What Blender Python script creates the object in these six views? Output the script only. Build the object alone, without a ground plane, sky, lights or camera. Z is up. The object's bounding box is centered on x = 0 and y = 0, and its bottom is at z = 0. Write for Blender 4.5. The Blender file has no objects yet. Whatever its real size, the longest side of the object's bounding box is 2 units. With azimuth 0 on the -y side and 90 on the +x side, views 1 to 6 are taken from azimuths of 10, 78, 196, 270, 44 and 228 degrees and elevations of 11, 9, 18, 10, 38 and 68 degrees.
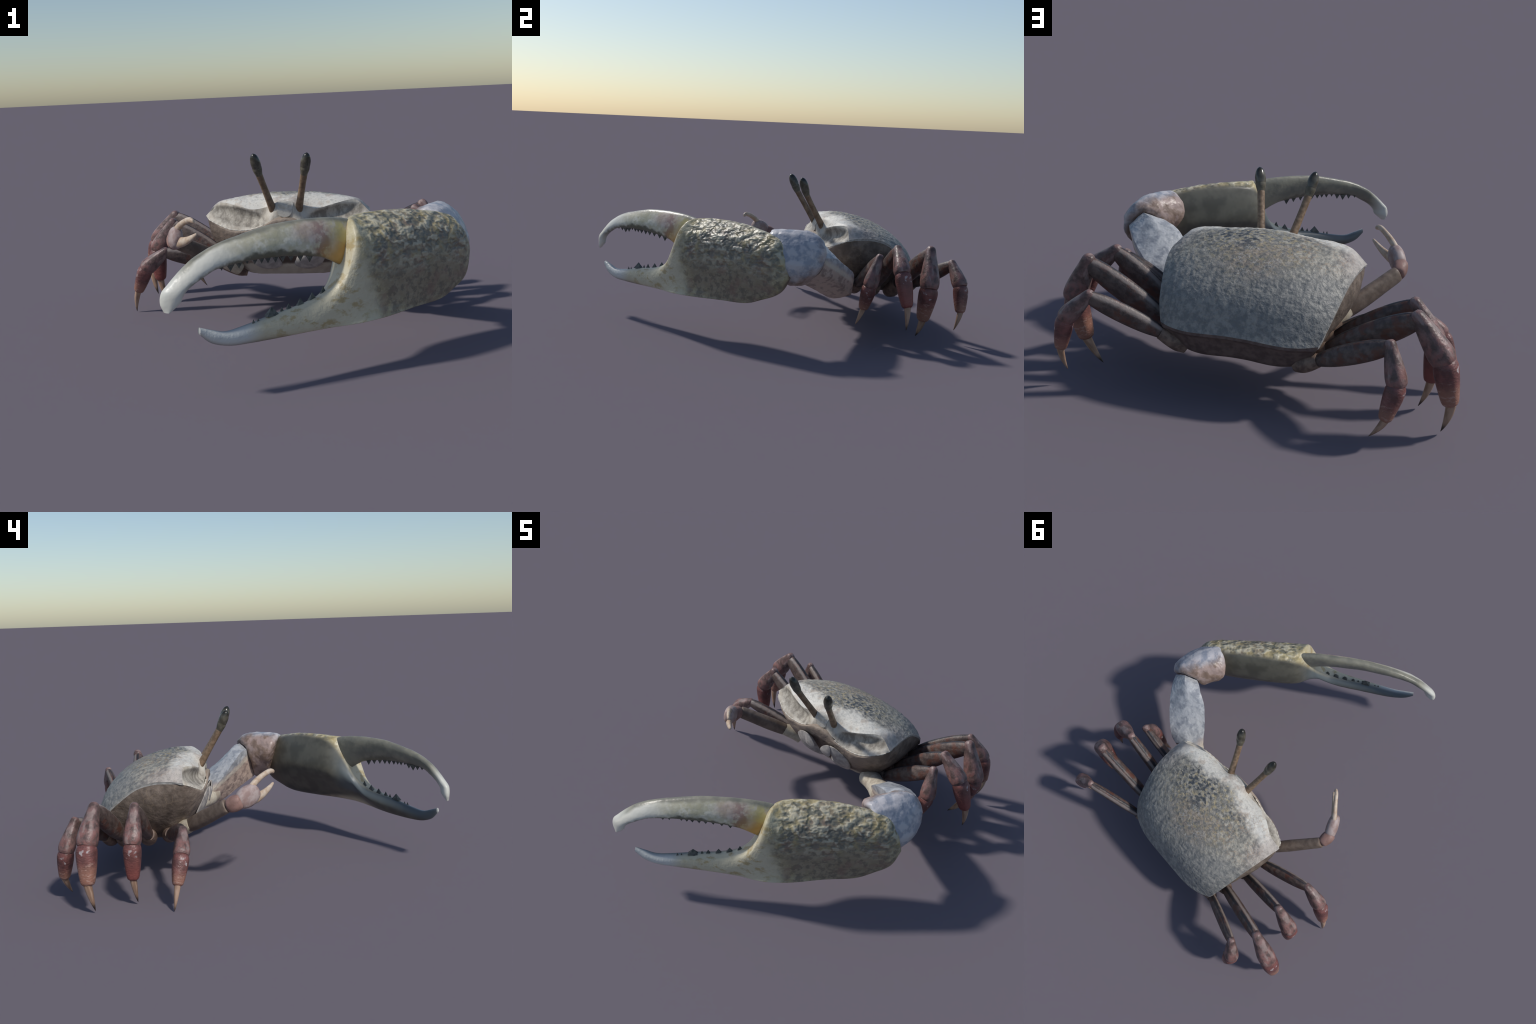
# Fiddler crab: carapace with orbits, stalked eyes, eight walking legs, one giant and one small claw.
import bpy, math
from mathutils import Vector as V, Matrix, noise

# ------------------------------------------------------------------ helpers
def smooth(pts, n, closed=False):
    """Catmull-Rom through control points, n steps per interval."""
    P = [V(p) for p in pts]; m = len(P); out = []
    for i in range(m if closed else m - 1):
        if closed:
            a, b, c, d = P[i-1], P[i], P[(i+1) % m], P[(i+2) % m]
        else:
            b, c = P[i], P[i+1]
            a = P[i-1] if i else b*2-c
            d = P[i+2] if i+2 < m else c*2-b
        for k in range(n):
            t = k/n
            out.append(0.5*((2*b)+(c-a)*t+(2*a-5*b+4*c-d)*t*t+(3*b-a-3*c+d)*t**3))
    if not closed: out.append(P[-1].copy())
    return out

def straight(pts, n):
    P = [V(p) for p in pts]; out = []
    for i in range(len(P)-1):
        for k in range(n): out.append(P[i].lerp(P[i+1], k/n))
    out.append(P[-1].copy()); return out

def lerp_list(vals, t):
    """Piecewise-linear lookup of (t, value) pairs."""
    for (t0, v0), (t1, v1) in zip(vals, vals[1:]):
        if t <= t1: return v0+(v1-v0)*max(0, (t-t0))/(t1-t0)
    return vals[-1][1]

def make(name, verts, faces, mat, parent, frame=None, angle=40):
    me = bpy.data.meshes.new(name)
    if frame is not None:
        inv = frame.inverted(); verts = [inv @ v for v in verts]
    me.from_pydata([tuple(v) for v in verts], [], faces)
    me.update()
    import bmesh
    bm = bmesh.new(); bm.from_mesh(me)
    bmesh.ops.remove_doubles(bm, verts=bm.verts, dist=1e-6)
    bmesh.ops.recalc_face_normals(bm, faces=bm.faces)
    bm.to_mesh(me); bm.free()
    me.shade_smooth()
    if angle: me.set_sharp_from_angle(angle=math.radians(angle))
    ob = bpy.data.objects.new(name, me)
    bpy.context.scene.collection.objects.link(ob)
    me.materials.append(mat)
    ob.parent = parent
    if frame is not None: ob.matrix_local = frame
    return ob

def group(name, parent, at=(0, 0, 0)):
    e = bpy.data.objects.new(name, None); e.empty_display_size = .05
    bpy.context.scene.collection.objects.link(e); e.parent = parent
    return e

def grid_faces(rows, cols, wrap, off=0):
    f = []
    for r in range(rows-1):
        for c in range(cols if wrap else cols-1):
            d = (c+1) % cols
            f.append((off+r*cols+c, off+r*cols+d, off+(r+1)*cols+d, off+(r+1)*cols+c))
    return f

def cap(ring_ids, verts, faces, bulge=V((0, 0, 0))):
    c = V((0, 0, 0))
    for i in ring_ids: c += verts[i]
    c /= len(ring_ids); verts.append(c+bulge); k = len(verts)-1
    n = len(ring_ids)
    for i in range(n): faces.append((ring_ids[i], ring_ids[(i+1) % n], k))

def loft(name, rings, mat, parent, along=4, around=4, frame=None, bump=None, angle=40, ends=(V((0, 0, 0)), V((0, 0, 0))), crisp=0.0):
    """Closed tube through control rings (each a list of points); smooth both ways, capped."""
    R = [smooth(r, around, True) for r in rings]; n = len(R[0])
    if crisp: R = [[p.lerp(q, crisp) for p, q in zip(a, straight(list(r)+[r[0]], around))] for a, r in zip(R, rings)]
    cols = [smooth([r[i] for r in R], along) for i in range(n)]
    m = len(cols[0])
    verts = [cols[i][j] for j in range(m) for i in range(n)]
    faces = grid_faces(m, n, True)
    cap(list(range(n)), verts, faces, ends[0]); cap(list(range((m-1)*n, m*n)), verts, faces, ends[1])
    if bump: verts = bump(verts)
    return make(name, verts, faces, mat, parent, frame, angle)

def oval(c, u, w, hu, hw, n=12, p=2.0, ridge=0.0):
    """Ring of points round c: half axes hu along u, hw along w, superellipse power p."""
    out = []
    for i in range(n):
        a = 2*math.pi*i/n; ca, sa = math.cos(a), math.sin(a)
        x = math.copysign(abs(ca)**(2/p), ca); y = math.copysign(abs(sa)**(2/p), sa)
        out.append(c+w*(hw*x)+u*(hu*(y+ridge*max(0, sa)**8)))
    return out

def roughen(scale, amp, detail=2):
    """Displace vertices radially from their neighbourhood by fractal noise."""
    def f(verts):
        out = []
        for v in verts:
            d = noise.noise_vector(v*scale)
            if detail > 1: d += .5*noise.noise_vector(v*scale*2.3)
            out.append(v+d*amp)
        return out
    return f

# ------------------------------------------------------------------ materials
class Nodes:
    def __init__(s, name, rough=.55, spec=.35):
        s.m = bpy.data.materials.new(name); s.m.use_nodes = True
        s.t = s.m.node_tree; s.b = s.t.nodes['Principled BSDF']
        s.b.inputs['Roughness'].default_value = rough
        s.b.inputs['Specular IOR Level'].default_value = spec
        s.co = s.t.nodes.new('ShaderNodeTexCoord').outputs['Object']
        s.sep = s.t.nodes.new('ShaderNodeSeparateXYZ'); s.link(s.co, s.sep.inputs[0])
        s.x, s.y, s.z = s.sep.outputs
    def link(s, a, b): s.t.links.new(a, b)
    def put(s, sock, v):
        if hasattr(v, 'is_linked') or hasattr(v, 'links'): s.link(v, sock)
        else: sock.default_value = v
    def math(s, op, a, b=0.0, c=None, clamp=False):
        n = s.t.nodes.new('ShaderNodeMath'); n.operation = op; n.use_clamp = clamp
        s.put(n.inputs[0], a); s.put(n.inputs[1], b)
        if c is not None: s.put(n.inputs[2], c)
        return n.outputs[0]
    def band(s, v, lo, hi):
        """smooth 0..1 as v goes from lo to hi (hi may be below lo)"""
        n = s.t.nodes.new('ShaderNodeMapRange'); n.interpolation_type = 'SMOOTHSTEP'
        flip = hi < lo
        s.put(n.inputs[0], v); n.inputs[1].default_value = min(lo, hi); n.inputs[2].default_value = max(lo, hi)
        n.inputs[3].default_value = 1.0 if flip else 0.0; n.inputs[4].default_value = 0.0 if flip else 1.0
        return n.outputs[0]
    def noise(s, scale, detail=3, rough=.55, stretch=None, dist=0.0):
        n = s.t.nodes.new('ShaderNodeTexNoise')
        n.inputs['Scale'].default_value = scale; n.inputs['Detail'].default_value = detail
        n.inputs['Roughness'].default_value = rough; n.inputs['Distortion'].default_value = dist
        co = s.co
        if stretch:
            mp = s.t.nodes.new('ShaderNodeMapping'); mp.inputs['Scale'].default_value = stretch
            s.link(co, mp.inputs[0]); co = mp.outputs[0]
        s.link(co, n.inputs['Vector']); return n.outputs[0]
    def cells(s, scale, feature='F1', stretch=None):
        n = s.t.nodes.new('ShaderNodeTexVoronoi'); n.feature = feature
        n.inputs['Scale'].default_value = scale
        co = s.co
        if stretch:
            mp = s.t.nodes.new('ShaderNodeMapping'); mp.inputs['Scale'].default_value = stretch
            s.link(co, mp.inputs[0]); co = mp.outputs[0]
        s.link(co, n.inputs['Vector']); return n.outputs['Distance']
    def dist(s, p, scale=(1, 1, 1)):
        n = s.t.nodes.new('ShaderNodeMapping'); n.vector_type = 'POINT'
        n.inputs['Location'].default_value = tuple(-a*b for a, b in zip(p, scale)); n.inputs['Scale'].default_value = scale
        s.link(s.co, n.inputs[0])
        l = s.t.nodes.new('ShaderNodeVectorMath'); l.operation = 'LENGTH'; s.link(n.outputs[0], l.inputs[0])
        return l.outputs['Value']
    def mix(s, f, a, b):
        n = s.t.nodes.new('ShaderNodeMix'); n.data_type = 'RGBA'
        s.put(n.inputs[0], f)
        for k, v in ((6, a), (7, b)): s.put(n.inputs[k], v if not isinstance(v, tuple) else (*v, 1)[:4])
        return n.outputs[2]
    def mul(s, *v):
        r = v[0]
        for k in v[1:]: r = s.math('MULTIPLY', r, k)
        return r
    def color(s, c): s.put(s.b.inputs['Base Color'], (*c, 1) if isinstance(c, tuple) else c); return s
    def bump(s, h, strength=.3, distance=.01):
        n = s.t.nodes.new('ShaderNodeBump'); n.inputs['Strength'].default_value = strength
        n.inputs['Distance'].default_value = distance
        s.put(n.inputs['Height'], h); s.link(n.outputs[0], s.b.inputs['Normal']); return s

def carapace_material():
    n = Nodes('mottled_shell', .5, .35)
    big, mid, fine = n.noise(9, 3), n.noise(34, 4, .65), n.noise(95, 2, .6)
    c = n.mix(n.band(mid, .36, .64), (.20, .193, .172), (.43, .40, .335))
    near = n.band(n.math('ADD', n.dist((.02, .54, .6), (1, 1, .6)), n.mul(big, .12)), .40, .20)
    c = n.mix(n.mul(n.band(n.noise(48, 3, .65), .47, .62), near, .7), c, (.44, .36, .20))
    c = n.mix(n.mul(n.band(n.noise(58, 3, .6, (1, 1.3, 1)), .48, .60), near, .7), c, (.13, .135, .13))
    # darker grey towards the rear
    rear = n.band(n.math('ADD', n.math('ADD', n.y, n.math('MULTIPLY', n.math('ABSOLUTE', n.x), .25)), n.math('MULTIPLY', big, .2)), .74, .94)
    c = n.mix(n.mul(rear, .75), c, n.mix(n.band(mid, .4, .6), (.17, .175, .175), (.26, .255, .24)))
    # brown saddle with fine white threads
    saddle = n.band(n.dist((0, .66, .57), (1, 1.4, .7)), .22, .06)
    c = n.mix(n.mul(saddle, n.band(mid, .35, .6), .5), c, (.25, .18, .13))
    thread = n.mul(n.band(n.cells(58, 'DISTANCE_TO_EDGE'), .06, .02), n.band(n.noise(20, 2), .46, .58), n.band(n.dist((0, .67, .57), (1, 1, .6)), .17, .07))
    c = n.mix(n.mul(thread, .45), c, (.60, .61, .60))
    # pale front rim
    rim = n.band(n.math('ADD', n.math('SUBTRACT', n.y, n.math('MULTIPLY', n.math('ABSOLUTE', n.x), .20)), n.math('MULTIPLY', big, .16)), .525, .435)
    c = n.mix(n.mul(rim, .92), c, (.70, .675, .61))
    c = n.mix(n.mul(n.band(n.noise(22, 3), .52, .66), rim, .45), c, (.50, .39, .29))
    lobe = n.mul(n.band(n.math('ABSOLUTE', n.x), .11, .05), n.band(n.math('ADD', n.y, n.mul(big, .08)), .43, .38))
    c = n.mix(n.mul(lobe, n.band(n.noise(30, 3), .35, .6), .7), c, (.38, .31, .26))
    corner = n.mul(n.band(n.math('ADD', n.math('ABSOLUTE', n.x), n.mul(big, .1)), .36, .44), n.band(n.y, .68, .5))
    c = n.mix(n.mul(corner, .75), c, n.mix(n.band(mid, .4, .6), (.27, .235, .215), (.40, .35, .32)))
    # rusty fine scrawl beside the midline on the paler half
    scrawl = n.mul(n.band(n.cells(46, 'DISTANCE_TO_EDGE'), .07, .02), n.band(n.noise(12, 2), .42, .56), n.band(n.dist((-.24, .52, .58)), .2, .1))
    c = n.mix(n.mul(scrawl, .45), c, (.38, .25, .15))
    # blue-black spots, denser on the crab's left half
    spots = n.band(n.noise(40, 2, .5, (1, 1.3, 1)), .46, .60)
    zone = n.band(n.math('ADD', n.dist((.13, .49, .62), (.7, 1, .6)), n.math('MULTIPLY', big, .14)), .27, .12)
    zone2 = n.band(n.math('ADD', n.dist((-.17, .44, .6), (.9, 1.2, .6)), n.math('MULTIPLY', big, .08)), .18, .08)
    half = n.band(n.x, -.006, .012)
    zone = n.math('ADD', n.mul(zone, n.math('ADD', n.mul(half, .88), .12)), n.mul(zone2, n.math('SUBTRACT', 1.0, half), .7), clamp=True)
    zone = n.mul(zone, n.math('SUBTRACT', 1.0, n.mul(rim, .75)))
    c = n.mix(n.mul(spots, zone, .95), c, (.055, .064, .075))
    c = n.mix(n.mul(n.band(fine, .5, .7), .3), c, (.15, .15, .145))
    n.color(c)
    pits = n.math('ADD', n.noise(55, 3, .6), n.mul(n.cells(48), .5))
    n.bump(n.mul(pits, n.math('SUBTRACT', 1.0, n.mul(rim, .9))), .5, .011)
    return n.m

def face_material():
    """orbits: streaked hollows inside a pale lip"""
    n = Nodes('pale_orbit', .55, .3)
    ax = n.math('ABSOLUTE', n.x)
    ex = n.math('DIVIDE', n.math('SUBTRACT', ax, .245), .165)
    ez = n.math('DIVIDE', n.math('SUBTRACT', n.z, n.math('ADD', .512, n.mul(n.math('SUBTRACT', ax, .2), .17))), .052)
    e = n.math('SQRT', n.math('ADD', n.mul(ex, ex), n.mul(ez, ez)))
    hollow = n.band(n.math('ADD', e, n.mul(n.math('SUBTRACT', n.noise(28, 3), .5), .25)), 1.0, .78)
    streak = n.noise(30, 4, .6, (1, 1, .45))
    lip = n.mix(n.band(streak, .35, .65), (.44, .39, .32), (.60, .555, .475))
    c = n.mix(n.band(streak, .38, .62), (.235, .21, .175), (.46, .42, .355))
    c = n.mix(n.mul(n.band(n.noise(80, 2), .5, .7), .35), c, (.22, .19, .155))
    n.color(n.mix(hollow, lip, c)).bump(n.noise(60, 3), .3, .009); return n.m

def flank_material():
    n = Nodes('brown_flank', .6, .3)
    c = n.mix(n.band(n.noise(14, 4, .6), .35, .65), (.11, .085, .068), (.215, .168, .135))
    c = n.mix(n.mul(n.band(n.noise(45, 3, .6, (1, 1, 2)), .5, .66), .5), c, (.11, .085, .07))
    c = n.mix(n.mul(n.band(n.cells(22, 'DISTANCE_TO_EDGE'), .05, .01), n.band(n.noise(10), .5, .62), .3), c, (.30, .22, .14))
    front = n.band(n.math('ADD', n.y, n.mul(n.noise(18), .06)), .42, .33)
    c = n.mix(n.mul(front, .7), c, (.36, .29, .23))
    belly = n.mul(n.band(n.math('ADD', n.z, n.mul(n.noise(20), .03)), .292, .272), n.band(n.y, .54, .47), n.band(n.math('ABSOLUTE', n.x), .27, .2))
    c = n.mix(n.mul(belly, .9), c, (.50, .45, .37))
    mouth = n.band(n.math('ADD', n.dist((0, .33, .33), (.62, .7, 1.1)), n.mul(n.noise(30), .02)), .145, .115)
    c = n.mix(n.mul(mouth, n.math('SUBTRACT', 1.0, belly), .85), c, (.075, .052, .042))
    n.color(c).bump(n.noise(40, 4), .4, .012); return n.m

def plain(name, a, b, scale=40, rough=.5, bump=.2, spec=.35):
    n = Nodes(name, rough, spec)
    n.color(n.mix(n.band(n.noise(scale, 3, .6), .35, .65), a, b)).bump(n.noise(scale*1.8, 3), bump, .008)
    return n.m

def merus_material():       # local z runs along the segment, x across, y = outer/top side
    n = Nodes('leg_upper', .48, .4)
    c = n.mix(n.band(n.noise(28, 3, .6), .35, .65), (.07, .05, .045), (.135, .098, .085))
    c = n.mix(n.mul(n.band(n.noise(16, 3), .48, .6), .8), c, (.125, .05, .034))
    wob = n.mul(n.noise(40), .006)
    groove = n.mul(n.band(n.math('ABSOLUTE', n.math('ADD', n.x, wob)), .010, .004), n.band(n.y, .018, .028))
    c = n.mix(n.mul(groove, n.band(n.noise(30, 2, .5, (1, 1, .3)), .40, .5), .9), c, (.022, .024, .03))
    lite = n.mul(n.band(n.math('ABSOLUTE', n.math('SUBTRACT', n.math('ADD', n.x, wob), .017)), .010, .003), n.band(n.y, .012, .024))
    c = n.mix(n.mul(lite, .6), c, (.36, .31, .28))
    n.color(c).bump(n.noise(60, 3), .35, .008); return n.m

def carpus_material():
    n = Nodes('leg_wrist', .42, .4)
    c = n.mix(n.band(n.noise(24, 3, .6), .35, .65), (.09, .06, .055), (.215, .13, .12))
    c = n.mix(n.mul(n.band(n.z, .03, .12), n.band(n.noise(45, 2), .42, .62), .5), c, (.28, .12, .105))
    c = n.mix(n.mul(n.band(n.noise(30, 3, .5, (1, 1, .4)), .54, .66), .5), c, (.34, .27, .25))
    n.color(c).bump(n.noise(65, 3), .35, .009); return n.m

def propodus_material(plainred):
    n = Nodes('leg_shank_red' if plainred else 'leg_shank', .4, .45)
    c = n.mix(n.band(n.noise(24, 3, .6), .35, .65), (.115, .05, .046), (.20, .078, .07))
    if plainred:
        c = n.mix(n.mul(n.band(n.z, .04, .15), .7), c, (.25, .072, .06))
    else:
        c = n.mix(n.mul(n.band(n.math('ADD', n.z, n.mul(n.noise(30), .05)), .085, .165), .8), c, (.33, .165, .115))
        scr = n.mul(n.band(n.noise(36, 3, .6, (1, 1, 2.4)), .54, .64), .5)
        c = n.mix(n.mul(scr, n.band(n.z, .05, .1)), c, (.45, .30, .25))
    painted_glint = n.mul(n.band(n.noise(34, 2), .62, .70), n.band(n.math('ABSOLUTE', n.math('SUBTRACT', n.z, .035)), .03, .01))  # white glints of the glossy shank, mixed into its base colour
    c = n.mix(n.mul(painted_glint, .7), c, (.50, .46, .46))
    n.color(c).bump(n.noise(70, 3, .5, (1, 1, 2)), .35, .008); return n.m

def dactyl_material():
    n = Nodes('leg_tip', .4, .45)
    c = n.mix(n.band(n.noise(50, 3, .6, (1, 1, .2)), .35, .65), (.27, .165, .11), (.43, .29, .21))
    c = n.mix(n.band(n.z, .085, .125), c, (.035, .025, .02))
    n.color(c).bump(n.noise(80, 2, .5, (1, 1, .2)), .2, .005); return n.m

def palm_material():        # object axes: x along the claw, y outward, z up
    n = Nodes('giant_claw_palm', .42, .42)
    big = n.noise(8, 3)
    # boundary between the granular outer face and the smooth inner face; nearer the outside on the fixed finger
    edge = n.math('SUBTRACT', n.math('ADD', n.y, n.mul(n.math('SUBTRACT', n.z, .42), .28)), n.math('SUBTRACT', n.mul(n.band(n.x, -.02, .14), .012), n.mul(n.band(n.x, .4, .7), .022)))
    outer = n.band(edge, .578, .612)
    base = n.mix(n.band(n.noise(18, 4, .6), .35, .65), (.40, .345, .195), (.56, .50, .33))
    # mottled brown-violet cloud on the heel
    cl = n.math('ADD', n.dist((-.30, .68, .40), (.75, .4, 1.1)), n.math('MULTIPLY', n.math('SUBTRACT', n.noise(20, 5, .7), .5), .3))
    cloud = n.band(cl, .32, .17)
    base = n.mix(n.mul(cloud, .75), base, (.215, .175, .135))
    base = n.mix(n.mul(n.band(cl, .38, .2), n.band(n.noise(30, 4, .65), .46, .60), .6), base, (.11, .098, .08))
    base = n.mix(n.mul(cloud, n.band(n.noise(13, 3), .5, .64), .55), base, (.25, .165, .13))
    # rows of grains on the upper half: pale tops, dark slate valleys
    g = n.noise(33, 1, .5, (.85, 1, 1.2), .2)
    up = n.band(n.math('ADD', n.z, n.mul(big, .2)), .46, .62)
    lipfree = n.band(n.x, .03, -.05)
    base = n.mix(n.mul(n.band(g, .49, .40), up, lipfree, .6), base, (.60, .56, .43))
    base = n.mix(n.mul(n.band(g, .50, .62), up, lipfree, .7), base, (.12, .13, .115))
    base = n.mix(n.mul(n.band(n.noise(17, 3), .5, .64), up, .45), base, (.46, .36, .15))
    # cream lip and fixed finger with rusty stains
    cream = n.band(n.math('ADD', n.math('ADD', n.x, n.math('MULTIPLY', n.math('SUBTRACT', .5, n.z), .30)), n.mul(big, .16)), .065, .16)
    base = n.mix(n.mul(cream, .85), base, (.58, .535, .40))
    rust = n.mul(n.band(n.noise(22, 4, .65, (.6, 1, 1)), .50, .64), n.band(n.math('ABSOLUTE', n.math('SUBTRACT', n.x, .22)), .32, .12))
    base = n.mix(n.mul(rust, .7), base, (.36, .26, .10))
    base = n.mix(n.mul(n.band(n.x, .46, .56), .85), base, (.60, .61, .60))
    inner = n.mix(n.band(n.noise(14, 3), .35, .65), (.08, .077, .062), (.12, .115, .092))
    inner = n.mix(n.mul(n.band(n.x, -.38, -.58), .6), inner, (.20, .13, .08))
    blue = n.mul(n.band(n.math('ADD', n.x, n.mul(big, .1)), .05, .16), n.band(n.math('ADD', n.z, n.mul(n.math('SUBTRACT', n.x, .2), .16)), .27, .31))
    inner = n.mix(n.mul(blue, .8), inner, (.10, .125, .14))
    n.color(n.mix(outer, inner, base))
    hgt = n.math('SUBTRACT', n.mul(n.noise(40, 3, .6), .25), n.mul(g, n.math('ADD', n.mul(up, .85), .2), lipfree, 1.5))
    n.bump(n.mul(hgt, outer), .7, .02)
    return n.m

def finger_material():
    n = Nodes('giant_claw_finger', .36, .45)
    big = n.noise(10, 3)
    c = n.mix(n.band(n.noise(22, 3), .35, .65), (.56, .52, .39), (.70, .665, .55))
    olive = n.mul(n.band(n.noise(26, 3, .6), .42, .58), n.band(n.math('ABSOLUTE', n.math('SUBTRACT', n.x, .32)), .28, .12))
    c = n.mix(n.mul(olive, .5), c, (.44, .40, .23))
    c = n.mix(n.mul(n.band(n.math('ADD', n.dist((.175, .64, .555), (1.5, .4, .7)), n.mul(big, .06)), .12, .06), n.band(n.noise(30), .38, .55), .85), c, (.24, .135, .115))
    c = n.mix(n.mul(n.band(n.math('ADD', n.dist((.22, .64, .60), (.8, .3, 1.5)), n.mul(big, .06)), .13, .06), .55), c, (.52, .34, .29))
    c = n.mix(n.mul(n.band(n.math('ADD', n.dist((.07, .64, .47), (.9, .3, .8)), n.mul(big, .08)), .18, .08), .92), c, (.50, .27, .05))
    c = n.mix(n.mul(n.band(n.math('ADD', n.x, n.mul(big, .1)), .20, .12), n.band(n.noise(34), .38, .55), n.band(n.z, .50, .56), .7), c, (.62, .52, .17))
    c = n.mix(n.band(n.x, .5, .68), c, (.68, .66, .58))
    # dark biting edge under the arc of the finger, olive-slate back and inner side
    edge = n.math('SUBTRACT', n.z, n.math('SUBTRACT', .572, n.mul(n.math('POWER', n.math('ABSOLUTE', n.math('SUBTRACT', n.x, .42)), 2.0), 0.75)))
    low = n.mul(n.band(n.math('ADD', edge, n.mul(n.noise(25), .05)), .008, -.012), n.band(n.x, .12, .24), n.band(n.x, .8, .7))
    c = n.mix(n.mul(low, .85), c, (.07, .068, .042))
    inner = n.band(n.math('ADD', n.math('ADD', n.y, n.mul(n.math('SUBTRACT', n.math('MAXIMUM', n.z, .5), .64), .2)), n.math('ADD', n.mul(n.band(n.x, .4, .85), .045), n.mul(n.math('SUBTRACT', n.noise(18), .5), .012))), .617, .602)
    inn = n.mix(n.band(n.noise(14, 3), .35, .65), (.18, .177, .145), (.265, .252, .195))
    inn = n.mix(n.mul(low, .6), inn, (.09, .078, .055))
    inn = n.mix(n.band(n.x, .72, .82), inn, (.60, .60, .54))
    c = n.mix(inner, c, inn)
    n.color(c).bump(n.noise(30, 2), .18, .012); return n.m

def arm_material():
    """upper arm of the giant claw: blue-white above the ridge, speckled tan flanks"""
    n = Nodes('giant_arm', .4, .42)
    d = n.math('SUBTRACT', n.z, n.math('ADD', .42, n.math('ADD', n.mul(n.x, .19), n.mul(n.y, -.445))))
    top = n.band(n.math('ADD', d, n.mul(n.math('SUBTRACT', n.noise(14, 3), .5), .04)), -.045, -.01)
    tan = n.mix(n.band(n.noise(24, 3, .6), .46, .62), (.50, .385, .32), (.30, .225, .195))
    blue = n.mix(n.band(n.noise(22, 3, .6), .42, .62), (.47, .48, .49), (.30, .315, .34))
    tan = n.mix(n.mul(n.band(n.math('ABSOLUTE', n.math('ADD', d, .045)), .022, .006), .7), tan, (.62, .57, .48))  # cream stripe paints the highlight running along the arm ridge
    n.color(n.mix(top, tan, blue)).bump(n.noise(26, 2, .45), .45, .018); return n.m

def wrist_material():
    """wrist of the giant claw: blue-white outside, pinkish brown towards the inner bend"""
    n = Nodes('giant_wrist', .4, .42)
    d = n.math('ADD', n.math('ADD', n.mul(n.x, .8), n.mul(n.y, -.35)), n.mul(n.z, .55))
    out = n.band(n.math('ADD', d, n.mul(n.math('SUBTRACT', n.noise(14, 3), .5), .16)), .85, .94)
    inn = n.mix(n.band(n.noise(20, 3, .6), .4, .62), (.36, .27, .24), (.215, .15, .115))
    blue = n.mix(n.band(n.noise(20, 3, .6), .42, .62), (.50, .485, .50), (.30, .32, .37))
    n.color(n.mix(out, inn, blue)).bump(n.noise(24, 2, .45), .45, .018); return n.m

def cornea_material():
    n = Nodes('cornea', .25, .5)
    c = n.mix(n.band(n.noise(40, 3), .35, .65), (.062, .056, .042), (.11, .10, .078))
    n.color(n.mix(n.band(n.z, .038, .066), c, (.022, .021, .016))); return n.m

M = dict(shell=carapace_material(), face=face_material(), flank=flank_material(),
    rear=plain('abdomen_brown', (.10, .07, .062), (.16, .115, .10), 30),
    rostrum=plain('rostrum_pale', (.42, .40, .36), (.55, .52, .46), 40),
    stalk=plain('eyestalk_rust', (.16, .105, .065), (.27, .185, .12), 45),
    cornea=cornea_material(),
    collar=plain('eye_collar', (.09, .08, .058), (.15, .135, .10), 50),
    mouth=plain('mouth_plate', (.30, .28, .265), (.45, .42, .39), 30),
    rim=plain('orbit_rim_cream', (.55, .50, .42), (.66, .62, .54), 60),
    ridge=plain('ridge_painted_highlight', (.30, .29, .27), (.43, .42, .40), 50),  # lightened to draw the bright edge highlight along the shell's side
    coxa=plain('coxa_brown', (.12, .08, .065), (.24, .17, .13), 30),
    coxa_pale=plain('coxa_cream', (.42, .36, .27), (.55, .49, .38), 30),
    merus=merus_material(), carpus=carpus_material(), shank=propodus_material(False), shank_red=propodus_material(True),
    tip=dactyl_material(), palm=palm_material(), finger=finger_material(),
    tooth=plain('tooth_dark', (.055, .06, .055), (.12, .125, .11), 60),
    arm=arm_material(), wrist=wrist_material(),
    ischium=plain('giant_arm_base', (.40, .34, .27), (.58, .53, .43), 26),
    s_arm=plain('small_arm', (.135, .10, .078), (.21, .16, .125), 22),
    s_wrist=plain('small_wrist', (.22, .13, .11), (.32, .19, .16), 26),
    s_palm=plain('small_palm', (.30, .205, .185), (.43, .35, .33), 22),
    s_finger=plain('small_finger', (.46, .33, .23), (.60, .50, .40), 26, .4))

crab = group('fiddler_crab', None)
crab['label'] = 'grey mottled fiddler crab with one giant cream claw'
crab['category'] = 'crab'

# ------------------------------------------------------------------ body
# Half of the shell: rows from the front margin to the rear margin, each from the midline to the side ridge.
SHELL = [
 [(0, .318, .594), (.042, .316, .590), (.10, .334, .569), (.17, .330, .560), (.26, .350, .581), (.354, .396, .589), (.428, .394, .524)],
 [(0, .352, .612), (.045, .352, .612), (.105, .366, .604), (.18, .371, .600), (.27, .392, .606), (.362, .426, .592), (.424, .455, .532)],
 [(0, .430, .629), (.06, .430, .630), (.125, .436, .628), (.20, .448, .621), (.285, .470, .606), (.362, .500, .577), (.416, .540, .530)],
 [(0, .545, .622), (.065, .545, .621), (.135, .548, .615), (.205, .556, .603), (.285, .572, .581), (.355, .600, .546), (.402, .630, .505)],
 [(0, .690, .572), (.065, .690, .570), (.135, .690, .564), (.205, .692, .552), (.275, .697, .528), (.338, .706, .492), (.384, .715, .446)],
 [(0, .820, .466), (.065, .820, .466), (.13, .819, .462), (.20, .816, .452), (.265, .810, .436), (.32, .802, .411), (.362, .792, .376)],
 [(0, .893, .313), (.06, .893, .312), (.12, .892, .308), (.18, .889, .304), (.235, .880, .302), (.29, .862, .303), (.335, .838, .306)],
]
SUB = 10
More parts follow.
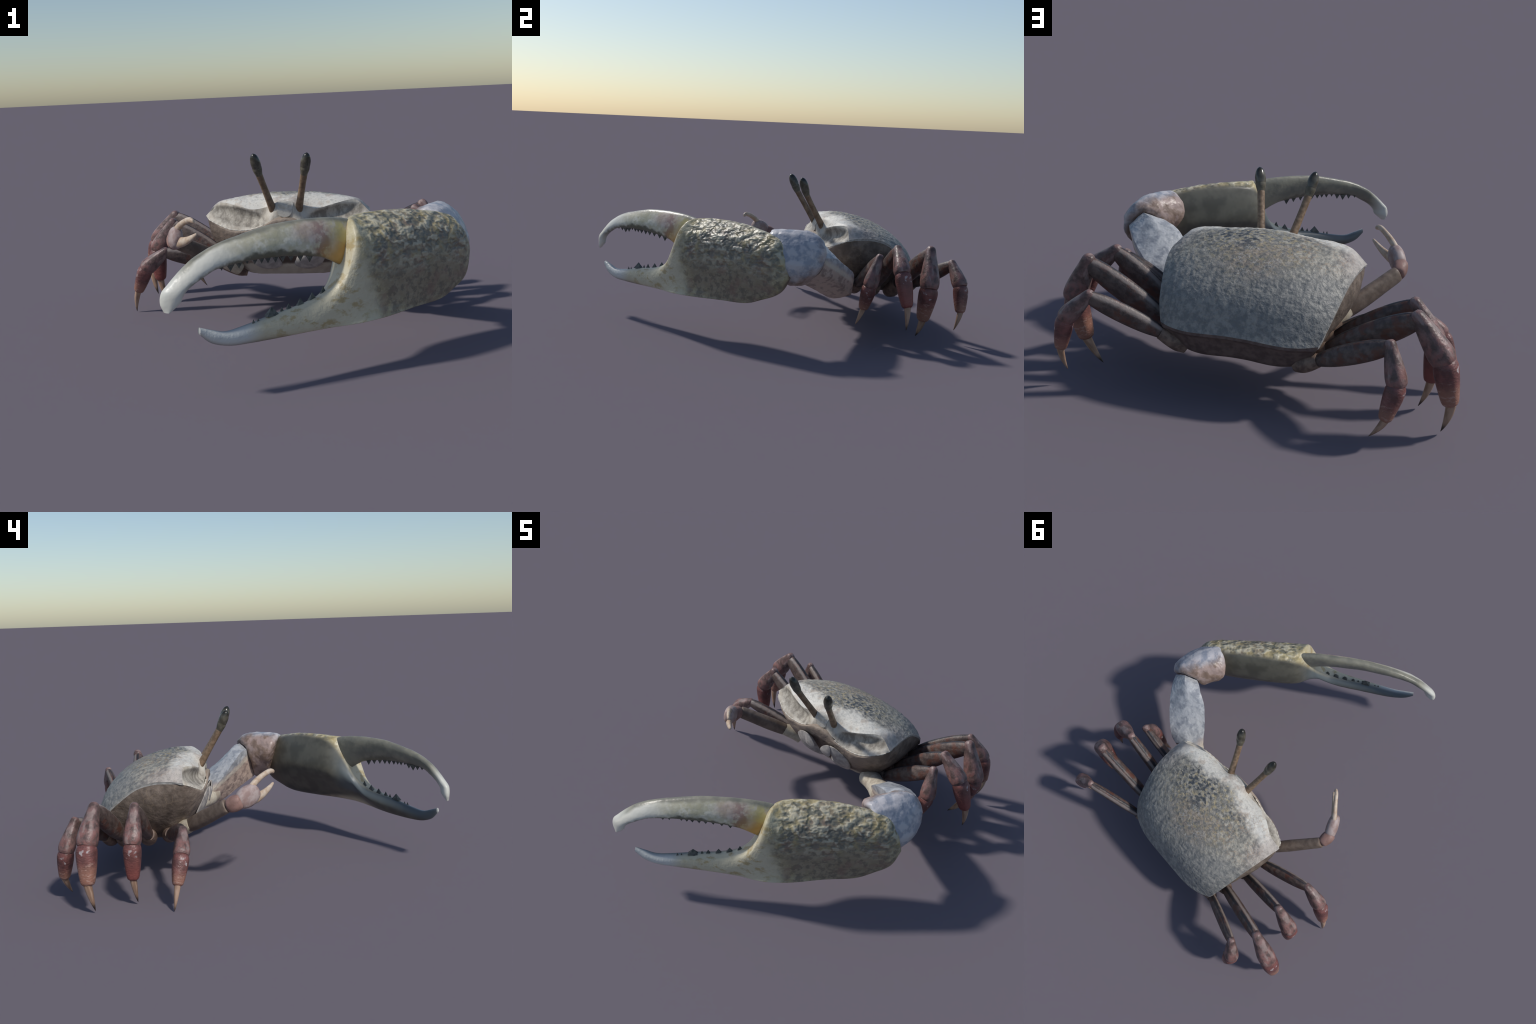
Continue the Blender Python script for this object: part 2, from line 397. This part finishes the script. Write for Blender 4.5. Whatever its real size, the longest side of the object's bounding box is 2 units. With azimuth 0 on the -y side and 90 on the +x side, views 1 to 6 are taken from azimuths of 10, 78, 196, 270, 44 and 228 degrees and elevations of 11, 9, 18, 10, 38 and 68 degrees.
def mirror_row(row): return [V((-p[0], p[1], p[2])) for p in row[:0:-1]]+[V(p) for p in row]
rows = [smooth(mirror_row(r), SUB) for r in SHELL]
ncol = len(rows[0])
cols = [smooth([r[i] for r in rows], SUB) for i in range(ncol)]
nrow = len(cols[0])
shell = [[cols[i][j] for i in range(ncol)] for j in range(nrow)]
def grain(v, edge):
    k = noise.noise(v*55)+.6*noise.noise(v*110)
    return v+V((v.x*.6, (v.y-.5)*.6, .5)).normalized()*(k*.0028*edge)
verts = []
for j in range(nrow):
    for i in range(ncol):
        e = min(1, min(i, ncol-1-i)/8)*min(1, max(0, j-4)/10)*min(1, (nrow-1-j)/8)
        verts.append(grain(shell[j][i], e))
make('carapace', verts, grid_faces(nrow, ncol, False), M['shell'], crab, angle=60)

# Margin loop as control stations 0..24 round the right half (front mid -> corner -> ridge -> rear mid)
front = shell[0][ncol//2:]
side = [shell[j][-1] for j in range(1, nrow)]
rear = [shell[-1][i] for i in range(ncol-2, ncol//2-1, -1)]
margin = front+side+rear                       # fine points, SUB per station interval
MS = margin[::SUB]                             # stations: 0-6 front, 7-12 side, 13-18 rear
RINGS = []
def ring(front7, side6, rear6): RINGS.append([V(p) for p in front7+side6+rear6])
sd = lambda k, dz, dy=0: [(p.x*k, p.y+dy, p.z-dz) for p in MS[7:13]]
rr = lambda k, dz, dy=0: [(p.x*k, p.y+dy, p.z-dz) for p in MS[13:]]
# hollow of the orbits
ring([(0, .300, .570), (.045, .303, .562), (.10, .326, .530), (.17, .328, .508), (.26, .342, .516), (.350, .374, .538), (.420, .390, .514)], sd(.995, .006), rr(.995, .006))
# lower rim of the orbits
ring([(0, .306, .524), (.045, .303, .516), (.11, .297, .482), (.19, .306, .458), (.28, .315, .460), (.355, .341, .485), (.412, .378, .510)], sd(.992, .013), rr(.99, .012))
ring([(0, .284, .500), (.05, .284, .496), (.11, .288, .468), (.19, .298, .442), (.28, .308, .442), (.352, .337, .465), (.408, .382, .485)],
     [(.422, .45, .470), (.420, .54, .460), (.400, .632, .435), (.376, .712, .392), (.348, .788, .340), (.322, .830, .280)], rr(.97, .028, -.014))
ring([(0, .322, .390), (.05, .322, .390), (.10, .322, .386), (.17, .324, .374), (.26, .338, .366), (.34, .374, .377), (.386, .410, .385)],
     [(.398, .47, .375), (.394, .55, .360), (.376, .63, .342), (.350, .71, .316), (.325, .78, .282), (.300, .820, .246)], rr(.93, .062, -.030))
ring([(0, .382, .262), (.05, .382, .262), (.10, .384, .260), (.17, .390, .258), (.24, .408, .260), (.290, .440, .262), (.316, .472, .262)],
     [(.308, .515, .255), (.305, .57, .248), (.297, .64, .238), (.286, .71, .228), (.272, .77, .214), (.254, .800, .202)], rr(.80, .112, -.055))
ring([(0, .440, .200), (.045, .440, .200), (.09, .441, .200), (.145, .446, .200), (.195, .458, .201), (.225, .480, .203), (.238, .505, .204)],
     [(.243, .54, .203), (.243, .585, .201), (.238, .64, .199), (.23, .70, .197), (.220, .75, .195), (.205, .780, .186)], rr(.62, .124, -.10))

def full_ring(half):
    """refine a half loop and close it by mirroring"""
    h = half if len(half) > 40 else smooth(half, SUB)
    h = [V((0, p.y, p.z)) if abs(p.x) < 1e-5 else p for p in h]
    return h+[V((-p.x, p.y, p.z)) for p in h[-2:0:-1]]
fine = [full_ring(margin)]+[full_ring(r) for r in RINGS]
N = len(fine[0])
def scoop(v):
    """press the eye hollows back into the face"""
    ax = abs(v.x); e = math.hypot((ax-.245)/.165, (v.z-.512-.17*(ax-.2))/.052)
    return v+V((0, .024*max(0, 1-e*e), 0))
def skin(name, rings, mat, sub, keep=None, soft=True, close=False, bump=0, shape=None):
    c = [(smooth if soft else straight)([r[i] for r in rings], sub) for i in range(N)]
    m = len(c[0])
    vs = [c[i][j] for j in range(m) for i in range(N)]
    if shape: vs = [shape(v) for v in vs]
    if bump:
        for j in range(2, m):
            for i in range(N): vs[j*N+i] = vs[j*N+i]+noise.noise_vector(vs[j*N+i]*24)*bump
    fs = [f for f in grid_faces(m, N, True) if keep is None or keep(f[0] % N)]
    if close: cap(list(range((m-1)*N, m*N)), vs, fs)
    return make(name, vs, fs, mat, crab, angle=35)
f_end = 6*SUB; s_end = 12*SUB
is_front = lambda i: i < f_end or i >= N-f_end
is_rear = lambda i: s_end <= i < N-s_end
skin('orbit', fine[0:3], M['face'], 12, is_front, shape=scoop)
skin('lateral_ridge', fine[0:3], M['ridge'], 3, lambda i: not is_front(i) and not is_rear(i))
skin('rear_lip', fine[0:3], M['rear'], 3, is_rear)
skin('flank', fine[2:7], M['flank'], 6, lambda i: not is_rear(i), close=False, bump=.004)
skin('abdomen', fine[2:7], M['rear'], 6, is_rear)
bot = fine[6]
vs = list(bot); fs = []; cap(list(range(N)), vs, fs, V((0, 0, -.008)))
make('sternum', vs, fs, M['coxa_pale'], crab)

# ------------------------------------------------------------------ eyes
def frame_along(a, b, side):
    z = (b-a).normalized(); x = (side-z*side.dot(z)).normalized(); y = z.cross(x)
    return Matrix(((x.x, y.x, z.x, a.x), (x.y, y.y, z.y, a.y), (x.z, y.z, z.z, a.z), (0, 0, 0, 1)))

def tube(name, pts, radii, mat, parent, n=10, p=2.0, side=V((1, 0, 0)), along=4, angle=40, flat=1.0, ends=(V((0, 0, 0)), V((0, 0, 0)))):
    P = [V(q) for q in pts]; rings = []
    for i, q in enumerate(P):
        d = (P[min(i+1, len(P)-1)]-P[max(i-1, 0)]).normalized()
        w = (side-d*side.dot(d)).normalized(); u = d.cross(w)
        r = radii[i]; hu, hw = r if isinstance(r, tuple) else (r, r*flat)
        rings.append(oval(q, u, w, hu, hw, n, p))
    fr = frame_along(P[0], P[-1], side)
    return loft(name, rings, mat, parent, along, 2, fr, None, angle, ends)

for base, neck, tip in (((.068, .338, .545), (.117, .214, .745), (.139, .175, .849)),
                        ((-.058, .334, .543), (-.106, .214, .747), (-.125, .170, .853))):
    b, k, t = V(base), V(neck), V(tip)
    eye = group('eye', crab)
    tube('eyestalk', [b, b.lerp(k, .3), b.lerp(k, .7), k.lerp(t, .04)], [.021, .018, .0165, .0175], M['stalk'], eye)
    tube('eye_collar', [k.lerp(t, -.03), k.lerp(t, .1), k.lerp(t, .25), k.lerp(t, .36)], [.0165, .020, .0235, .024], M['collar'], eye)
    tube('cornea', [k.lerp(t, .34), k.lerp(t, .44), k.lerp(t, .62), k.lerp(t, .8), k.lerp(t, .93), t], [.023, .0245, .0250, .0205, .0135, .004], M['cornea'], eye)

# ------------------------------------------------------------------ mouth plates
def plate(name, outline, mat, parent, bulge, thick=.007):
    """thin shell plate: rounded outline, domed by `bulge`, with real thickness"""
    o = smooth(outline, 6, True); c = sum(o, V())/len(o); n = len(o)
    vs, fs = [], []
    for layer in (V((0, 0, 0)), V((0, thick, 0))):
        off = len(vs)
        for s in (1, .85, .6, .3):
            for p in o: vs.append(c+(p-c)*s+bulge*(1-s*s)+layer)
        vs.append(c+bulge+layer)
        fs += grid_faces(4, n, True, off)
        for i in range(n): fs.append((off+3*n+i, off+3*n+(i+1) % n, off+4*n))
    m = 4*n+1
    for i in range(n): fs.append((i, (i+1) % n, m+(i+1) % n, m+i))
    return make(name, vs, fs, mat, parent)
for sx in (1, -1):
    o = [(.034, .382, .258), (.10, .388, .236), (.165, .378, .256), (.196, .348, .310), (.190, .318, .375), (.135, .290, .428), (.085, .284, .434), (.066, .318, .385), (.050, .355, .315)]
    mp = plate('maxilliped', [(sx*x, y, z) for x, y, z in o], M['mouth'], crab, V((0, -.030, -.006)))
    o = [(.085, .276, .440), (.040, .276, .415), (.022, .280, .378), (.050, .284, .358), (.088, .284, .362), (.098, .280, .40)]
    plate('mouth_palp', [(sx*x, y, z) for x, y, z in o], M['mouth'], crab, V((0, -.006, 0)), .005)

plate('rostrum', [(-.040, .316, .596), (0, .313, .600), (.042, .316, .594), (.042, .300, .566), (.036, .298, .540), (.018, .298, .524), (-.014, .298, .524), (-.034, .298, .540), (-.040, .300, .566)], M['rostrum'], crab, V((0, -.004, 0)), .022)
# beaded lower rim of each orbit
for sx in (1, -1):
    line = [V((sx*p.x, p.y, p.z)) for p in fine[2][2*SUB:6*SUB+1]]
    tube('orbit_rim', line, [.0035+.0012*math.sin(1.9*i) for i in range(len(line))], M['rim'], crab, n=6, side=V((0, 1, 0)), along=2)

# ------------------------------------------------------------------ walking legs
# joints: hip, upper-leg start, knee, wrist, ankle, tip ; girth factor ; plain red shank
LEGS = [
 ([(-.235, .49, .215), (-.345, .475, .240), (-.664, .380, .333), (-.773, .382, .246), (-.830, .402, .117), (-.851, .419, .002)], .82, False),
 ([(-.250, .60, .205), (-.340, .585, .235), (-.676, .603, .450), (-.770, .611, .305), (-.763, .616, .133), (-.723, .606, .009)], .90, True),
 ([(-.245, .71, .200), (-.335, .720, .235), (-.711, .790, .465), (-.824, .813, .319), (-.863, .811, .141), (-.836, .789, .011)], 1.0, False),
 ([(-.235, .79, .200), (-.320, .810, .230), (-.626, .905, .385), (-.668, .948, .252), (-.635, .971, .112), (-.578, .950, .023)], .78, False),
 ([(.235, .49, .215), (.345, .478, .245), (.655, .494, .445), (.674, .447, .305), (.635, .429, .174), (.614, .397, .080)], .82, False),
 ([(.250, .60, .205), (.340, .590, .240), (.658, .599, .495), (.780, .589, .395), (.832, .610, .222), (.833, .610, .100)], .90, True),
 ([(.245, .71, .200), (.335, .725, .240), (.699, .772, .490), (.783, .746, .318), (.729, .742, .130), (.654, .739, .023)], 1.0, False),
 ([(.235, .79, .200), (.325, .825, .240), (.606, .948, .412), (.704, .963, .312), (.732, .960, .172), (.715, .937, .069)], .78, False),
]
def segment(name, a, b, prof, mat, parent, nrm, curve=V((0, 0, 0)), p=2.3, n=12, ridge=0.0, angle=50):
    """limb segment from a to b; prof = [(t, half height, half width)]; height lies in the leg's plane"""
    z = (b-a).normalized(); w = (nrm-z*nrm.dot(z)).normalized(); u = z.cross(w)
    if u.z < -.2 or (abs(u.z) <= .2 and u.dot(V((a.x, 0, 0))) < 0): u, w = -u, -w
    fr = Matrix(((w.x, u.x, z.x, a.x), (w.y, u.y, z.y, a.y), (w.z, u.z, z.z, a.z), (0, 0, 0, 1)))
    if fr.determinant() < 0:
        w = -w; fr = Matrix(((w.x, u.x, z.x, a.x), (w.y, u.y, z.y, a.y), (w.z, u.z, z.z, a.z), (0, 0, 0, 1)))
    L = (b-a).length; rings = []
    for t, h, k in prof:
        c = a+z*(L*t)+curve*(4*t*(1-t))
        rings.append(oval(c, u, w, h, k, n, p, ridge))
    return loft(name, rings, mat, parent, 4, 2, fr, None, angle)

for joints, g, red in LEGS:
    J = [V(j)+V(d) for j, d in zip(joints, ((0, .005, -.006), (0, .004, .010 if joints[0][0] > 0 else .003), (0, .003, .006 if joints[0][0] > 0 else 0), (0, .001, .002), (0, 0, 0), (0, 0, 0)))]
    leg = group('walking_leg', crab)
    nrm = (J[2]-J[1]).cross(J[4]-J[2]).normalized()
    sc = lambda prof: [(t, h*g, w*g) for t, h, w in prof]
    tube('coxa', [J[0], J[0].lerp(J[1], .35), J[0].lerp(J[1], .75), J[1].lerp(J[2], .05)], [.038*g, .05*g, .047*g, .036*g], M['coxa'], leg, side=V((0, 1, 0)))
    mer = segment('leg_merus', J[1], J[2], sc([(-.02, .022, .022), (.05, .032, .027), (.25, .047, .032), (.50, .053, .033), (.75, .050, .032), (.93, .039, .028), (1.03, .024, .021)]), M['merus'], leg, nrm, p=2.2, ridge=.08)
    segment('leg_carpus', J[2], J[3], sc([(-.20, .014, .014), (-.12, .027, .024), (.1, .034, .030), (.45, .045, .041), (.78, .052, .049), (.97, .049, .046), (1.06, .040, .038)]), M['carpus'], leg, nrm, p=2.5)
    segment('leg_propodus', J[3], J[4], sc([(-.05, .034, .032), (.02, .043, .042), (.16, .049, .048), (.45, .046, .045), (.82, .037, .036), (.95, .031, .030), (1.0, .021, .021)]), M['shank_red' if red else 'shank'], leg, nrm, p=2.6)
    d = J[5]-J[4]
    segment('leg_dactyl', J[4]-d*.06, J[5], sc([(0, .021, .019), (.3, .018, .016), (.6, .0125, .011), (.85, .006, .0055), (1.0, .0012, .0012)]), M['tip'], leg, nrm, curve=V((J[4].x, 0, 0)).normalized()*.006)

# ------------------------------------------------------------------ small claw (crab's right side)
small = group('small_claw', crab)
tube('small_coxa', [(-.27, .44, .235), (-.305, .415, .262), (-.335, .385, .280), (-.35, .365, .292)], [.04, .042, .038, .034], M['coxa_pale'], small, side=V((0, 0, 1)))
s0, s1 = V((-.342, .375, .285)), V((-.532, .172, .424))
nr = V((-.6, -.45, 0)).cross(V((0, 0, 1)))
segment('small_merus', s0, s1, [(-.03, .028, .024), (.04, .036, .027), (.35, .040, .030), (.7, .038, .028), (.97, .036, .026), (1.01, .028, .020)], M['s_arm'], small, nr, p=2.6)
segment('small_carpus', V((-.535, .172, .420)), V((-.536, .100, .448)), [(-.02, .022, .02), (.12, .034, .030), (.5, .042, .036), (.9, .038, .033), (1.02, .028, .024)], M['s_wrist'], small, V((1, .35, 0)), p=2.4)
segment('small_palm', V((-.534, .112, .440)), V((-.482, .020, .490)), [(-.04, .022, .018), (.06, .042, .030), (.4, .055, .034), (.75, .050, .031), (.98, .034, .024), (1.06, .014, .012)], M['s_palm'], small, V((.9, .45, 0)), p=2.3)
side = V((.75, .66, 0))
tube('small_movable_finger', [(-.500, .052, .505), (-.474, .026, .530), (-.440, -.008, .553), (-.405, -.045, .568), (-.385, -.062, .563), (-.379, -.066, .556)],
     [(.017, .015), (.0165, .014), (.0145, .012), (.0135, .011), (.011, .009), (.004, .004)], M['s_finger'], small, side=side)
tube('small_fixed_finger', [(-.500, .048, .446), (-.474, .022, .449), (-.432, -.014, .463), (-.395, -.044, .484), (-.374, -.060, .499), (-.370, -.063, .503)],
     [(.028, .020), (.026, .018), (.019, .0135), (.0125, .0095), (.0075, .006), (.003, .003)], M['s_finger'], small, side=side)

# ------------------------------------------------------------------ giant claw (crab's left side)
giant = group('giant_claw', crab)
tube('giant_ischium', [(.27, .43, .235), (.325, .405, .250), (.385, .365, .265), (.44, .335, .275), (.49, .30, .29)], [.055, .056, .055, .065, .06], M['ischium'], giant, side=V((0, 0, 1)))
# upper arm: four-edged prism; each ring = inner ridge, crown, outer ridge, outer foot, keel, inner flank
ARM = [
 [(.400, .300, .315), (.46, .350, .350), (.520, .400, .335), (.530, .385, .255), (.475, .320, .215), (.425, .300, .255)],
 [(.415, .270, .345), (.50, .330, .385), (.575, .388, .355), (.575, .375, .240), (.510, .300, .205), (.450, .270, .270)],
 [(.480, .200, .425), (.555, .275, .425), (.628, .354, .384), (.618, .340, .265), (.550, .250, .222), (.510, .215, .325)],
 [(.545, .150, .485), (.620, .215, .485), (.700, .292, .425), (.692, .270, .325), (.625, .165, .270), (.580, .150, .375)],
 [(.620, .115, .515), (.690, .170, .540), (.765, .220, .470), (.755, .200, .365), (.690, .095, .308), (.650, .100, .415)],
 [(.685, .085, .515), (.745, .130, .550), (.812, .150, .480), (.805, .125, .400), (.750, .045, .338), (.715, .060, .425)],
]
loft('giant_merus', ARM, M['arm'], giant, 6, 6, None, roughen(20, .003), 40, crisp=.7)
# wrist: domed elbow turning from the arm into the claw
A = V((-.769, -.6393, 0)); Nn = V((.6393, -.769, 0)); Z = V((0, 0, 1))
# each ring: top, top-outer, outer, outer-low, bottom, inner-low, inner, inner-top
WR = [
 [(.750, .115, .530), (.785, .120, .500), (.795, .105, .455), (.780, .080, .410), (.755, .055, .390), (.720, .060, .420), (.705, .070, .470), (.715, .090, .515)],
 [(.752, .136, .572), (.812, .150, .530), (.836, .138, .460), (.818, .092, .380), (.765, .040, .336), (.700, .045, .385), (.662, .065, .470), (.680, .090, .540)],
 [(.752, .100, .604), (.830, .114, .556), (.868, .100, .463), (.850, .055, .378), (.780, .012, .330), (.700, .020, .382), (.643, .030, .472), (.666, .055, .560)],
 [(.744, .030, .618), (.832, .036, .570), (.882, .025, .468), (.866, -.005, .382), (.792, -.025, .334), (.698, -.010, .385), (.620, -.012, .480), (.646, -.005, .572)],
 [(.730, -.050, .618), (.806, -.058, .574), (.872, -.060, .472), (.856, -.065, .390), (.792, -.048, .340), (.698, -.035, .388), (.608, -.048, .495), (.630, -.065, .580)],
 [(.708, -.118, .608), (.756, -.136, .574), (.828, -.118, .478), (.832, -.095, .402), (.784, -.062, .350), (.705, -.052, .395), (.620, -.070, .500), (.648, -.106, .578)],
 [(.700, -.115, .565), (.725, -.120, .540), (.760, -.105, .480), (.765, -.090, .425), (.742, -.075, .395), (.700, -.070, .420), (.650, -.082, .490), (.665, -.100, .545)]]
loft('giant_carpus', WR, M['wrist'], giant, 5, 6, None, roughen(22, .005), 50)

# palm with fixed finger, in the claw's own frame: x along, y outward, z up
FR = Matrix(((A.x, Nn.x, 0, 0), (A.y, Nn.y, 0, 0), (0, 0, 1, 0), (0, 0, 0, 1)))
def claw(a, n, z): return A*a+Nn*n+Z*z
# (lower edge a,z) (upper edge a,z) inner n, outer n, n of lower edge, n of upper edge, roll of the inner wall
PALM = [
 ((-.635, .380), (-.612, .490), .560, .628, .602, .590, .2),
 ((-.590, .300), (-.565, .560), .522, .660, .628, .582, .2),
 ((-.500, .258), (-.500, .590), .500, .680, .650, .575, .25),
 ((-.410, .230), (-.400, .610), .490, .692, .668, .570, .3),
 ((-.250, .224), (-.280, .627), .482, .704, .690, .564, .4),
 ((-.100, .220), (-.130, .632), .484, .720, .722, .566, .55),
 ((.020, .217), (-.020, .628), .502, .728, .730, .584, .58),
 ((.100, .214), (.034, .608), .550, .724, .718, .640, .58),
 ((.165, .212), (.062, .530), .585, .715, .698, .686, .6),
 ((.225, .209), (.094, .440), .598, .708, .684, .690, .6),
 ((.295, .206), (.160, .362), .603, .699, .670, .680, .5),
 ((.370, .203), (.262, .322), .606, .687, .658, .660, .4),
 ((.450, .201), (.400, .298), .608, .676, .648, .642, .3),
 ((.530, .201), (.520, .274), .608, .667, .640, .636, .2),
 ((.610, .205), (.615, .262), .608, .659, .634, .632, .2),
 ((.680, .226), (.675, .277), .608, .648, .628, .627, .2),
 ((.728, .268), (.725, .294), .614, .636, .624, .624, .2),
]
rings = []
for (la, lz), (ua, uz), ni, no, nl, nu, roll in PALM:
    r = []
    for i in range(16):
        t = 2*math.pi*i/16; c, s = math.cos(t), math.sin(t)
        h = .5+.5*math.copysign(abs(s)**.85, s)
        a = la+(ua-la)*h; z = lz+(uz-lz)*h; mid = nl+(nu-nl)*h
        k = abs(c)**((1.35 if la < .03 else 1.0) if (c > 0 and s > 0) else .9)
        inn = ni+(nl-ni)*max(0, 1-2*h)*roll          # the inner wall rolls out towards the keel
        r.append(claw(a, mid+((max(no, mid+.012)-mid) if c > 0 else (inn-mid))*k, z))
    rings.append(r)
def palm_grain(vs):
    out = []
    for v in vs:
        a, n, z = v.dot(A), v.dot(Nn), v.z
        k = max(0, min(1, (z-.40)/.12))*max(0, min(1, (.06-a)/.08))*max(0, min(1, (n-.56)/.04))
        out.append(v+Nn*((.0035*k+.0008)*(noise.noise(v*30)+.3*noise.noise(v*60)))+Z*(.003*k*noise.noise(v*34+V((7, 0, 0)))))
    return out
loft('giant_palm', rings, M['palm'], giant, 6, 6, FR, palm_grain, 60)

# movable finger
UP = [(-.03, .605), (.04, .627), (.13, .639), (.23, .643), (.375, .638), (.51, .615), (.61, .591), (.685, .560), (.750, .519), (.805, .469), (.841, .432), (.848, .392), (.838, .360)]
LO = [(.00, .450), (.062, .436), (.135, .468), (.20, .494), (.35, .514), (.45, .517), (.55, .513), (.64, .501), (.70, .474), (.745, .446), (.772, .418), (.782, .390), (.822, .359)]
WID = [.026, .031, .033, .034, .033, .032, .031, .030, .029, .028, .027, .025, .012]
FN = [.614, .614, .614, .613, .611, .608, .604, .599, .593, .588, .583, .579, .577]
rings = []
for (ua, uz), (la, lz), w, fn in zip(UP, LO, WID, FN):
    sh = .022*min(1, w/.03)
    U, L = claw(ua, fn-sh, uz), claw(la, fn+sh*.8, lz)
    rings.append(oval((U+L)/2, (U-L)/2, Nn, 1.0, w, 14, 2.0))
loft('giant_movable_finger', rings, M['finger'], giant, 5, 4, FR, roughen(16, .0016), 55)

def tooth(a, z, n, h, half, up):
    """small pyramid on the biting edge; base buried, tip at (a, z)"""
    d = 1 if up else -1; b = z-d*h
    vs = [claw(a-half, n-half*.5, b), claw(a+half, n-half*.5, b), claw(a+half, n+half*.5, b), claw(a-half, n+half*.5, b), claw(a, n, z)]
    make('tooth', vs, [(0, 1, 4), (1, 2, 4), (2, 3, 4), (3, 0, 4), (3, 2, 1, 0)], M['tooth'], giant, None, 10)
for a, z in [(.227, .478), (.270, .488), (.313, .494), (.351, .496), (.384, .498), (.418, .500), (.446, .503), (.474, .503), (.505, .508), (.538, .494), (.572, .487), (.607, .494), (.643, .498)]:
    tooth(a, z-.005, .626-.03*max(0, a-.45)/.2, .034, .017, False)
for a, z, hh in [(.178, .370, .012), (.231, .353, .016), (.288, .339, .016), (.342, .328, .013), (.374, .318, .011), (.420, .326, .022), (.482, .292, .009), (.503, .290, .010)]:
    tooth(a, z+.002, .642, .036, hh*1.25, True)
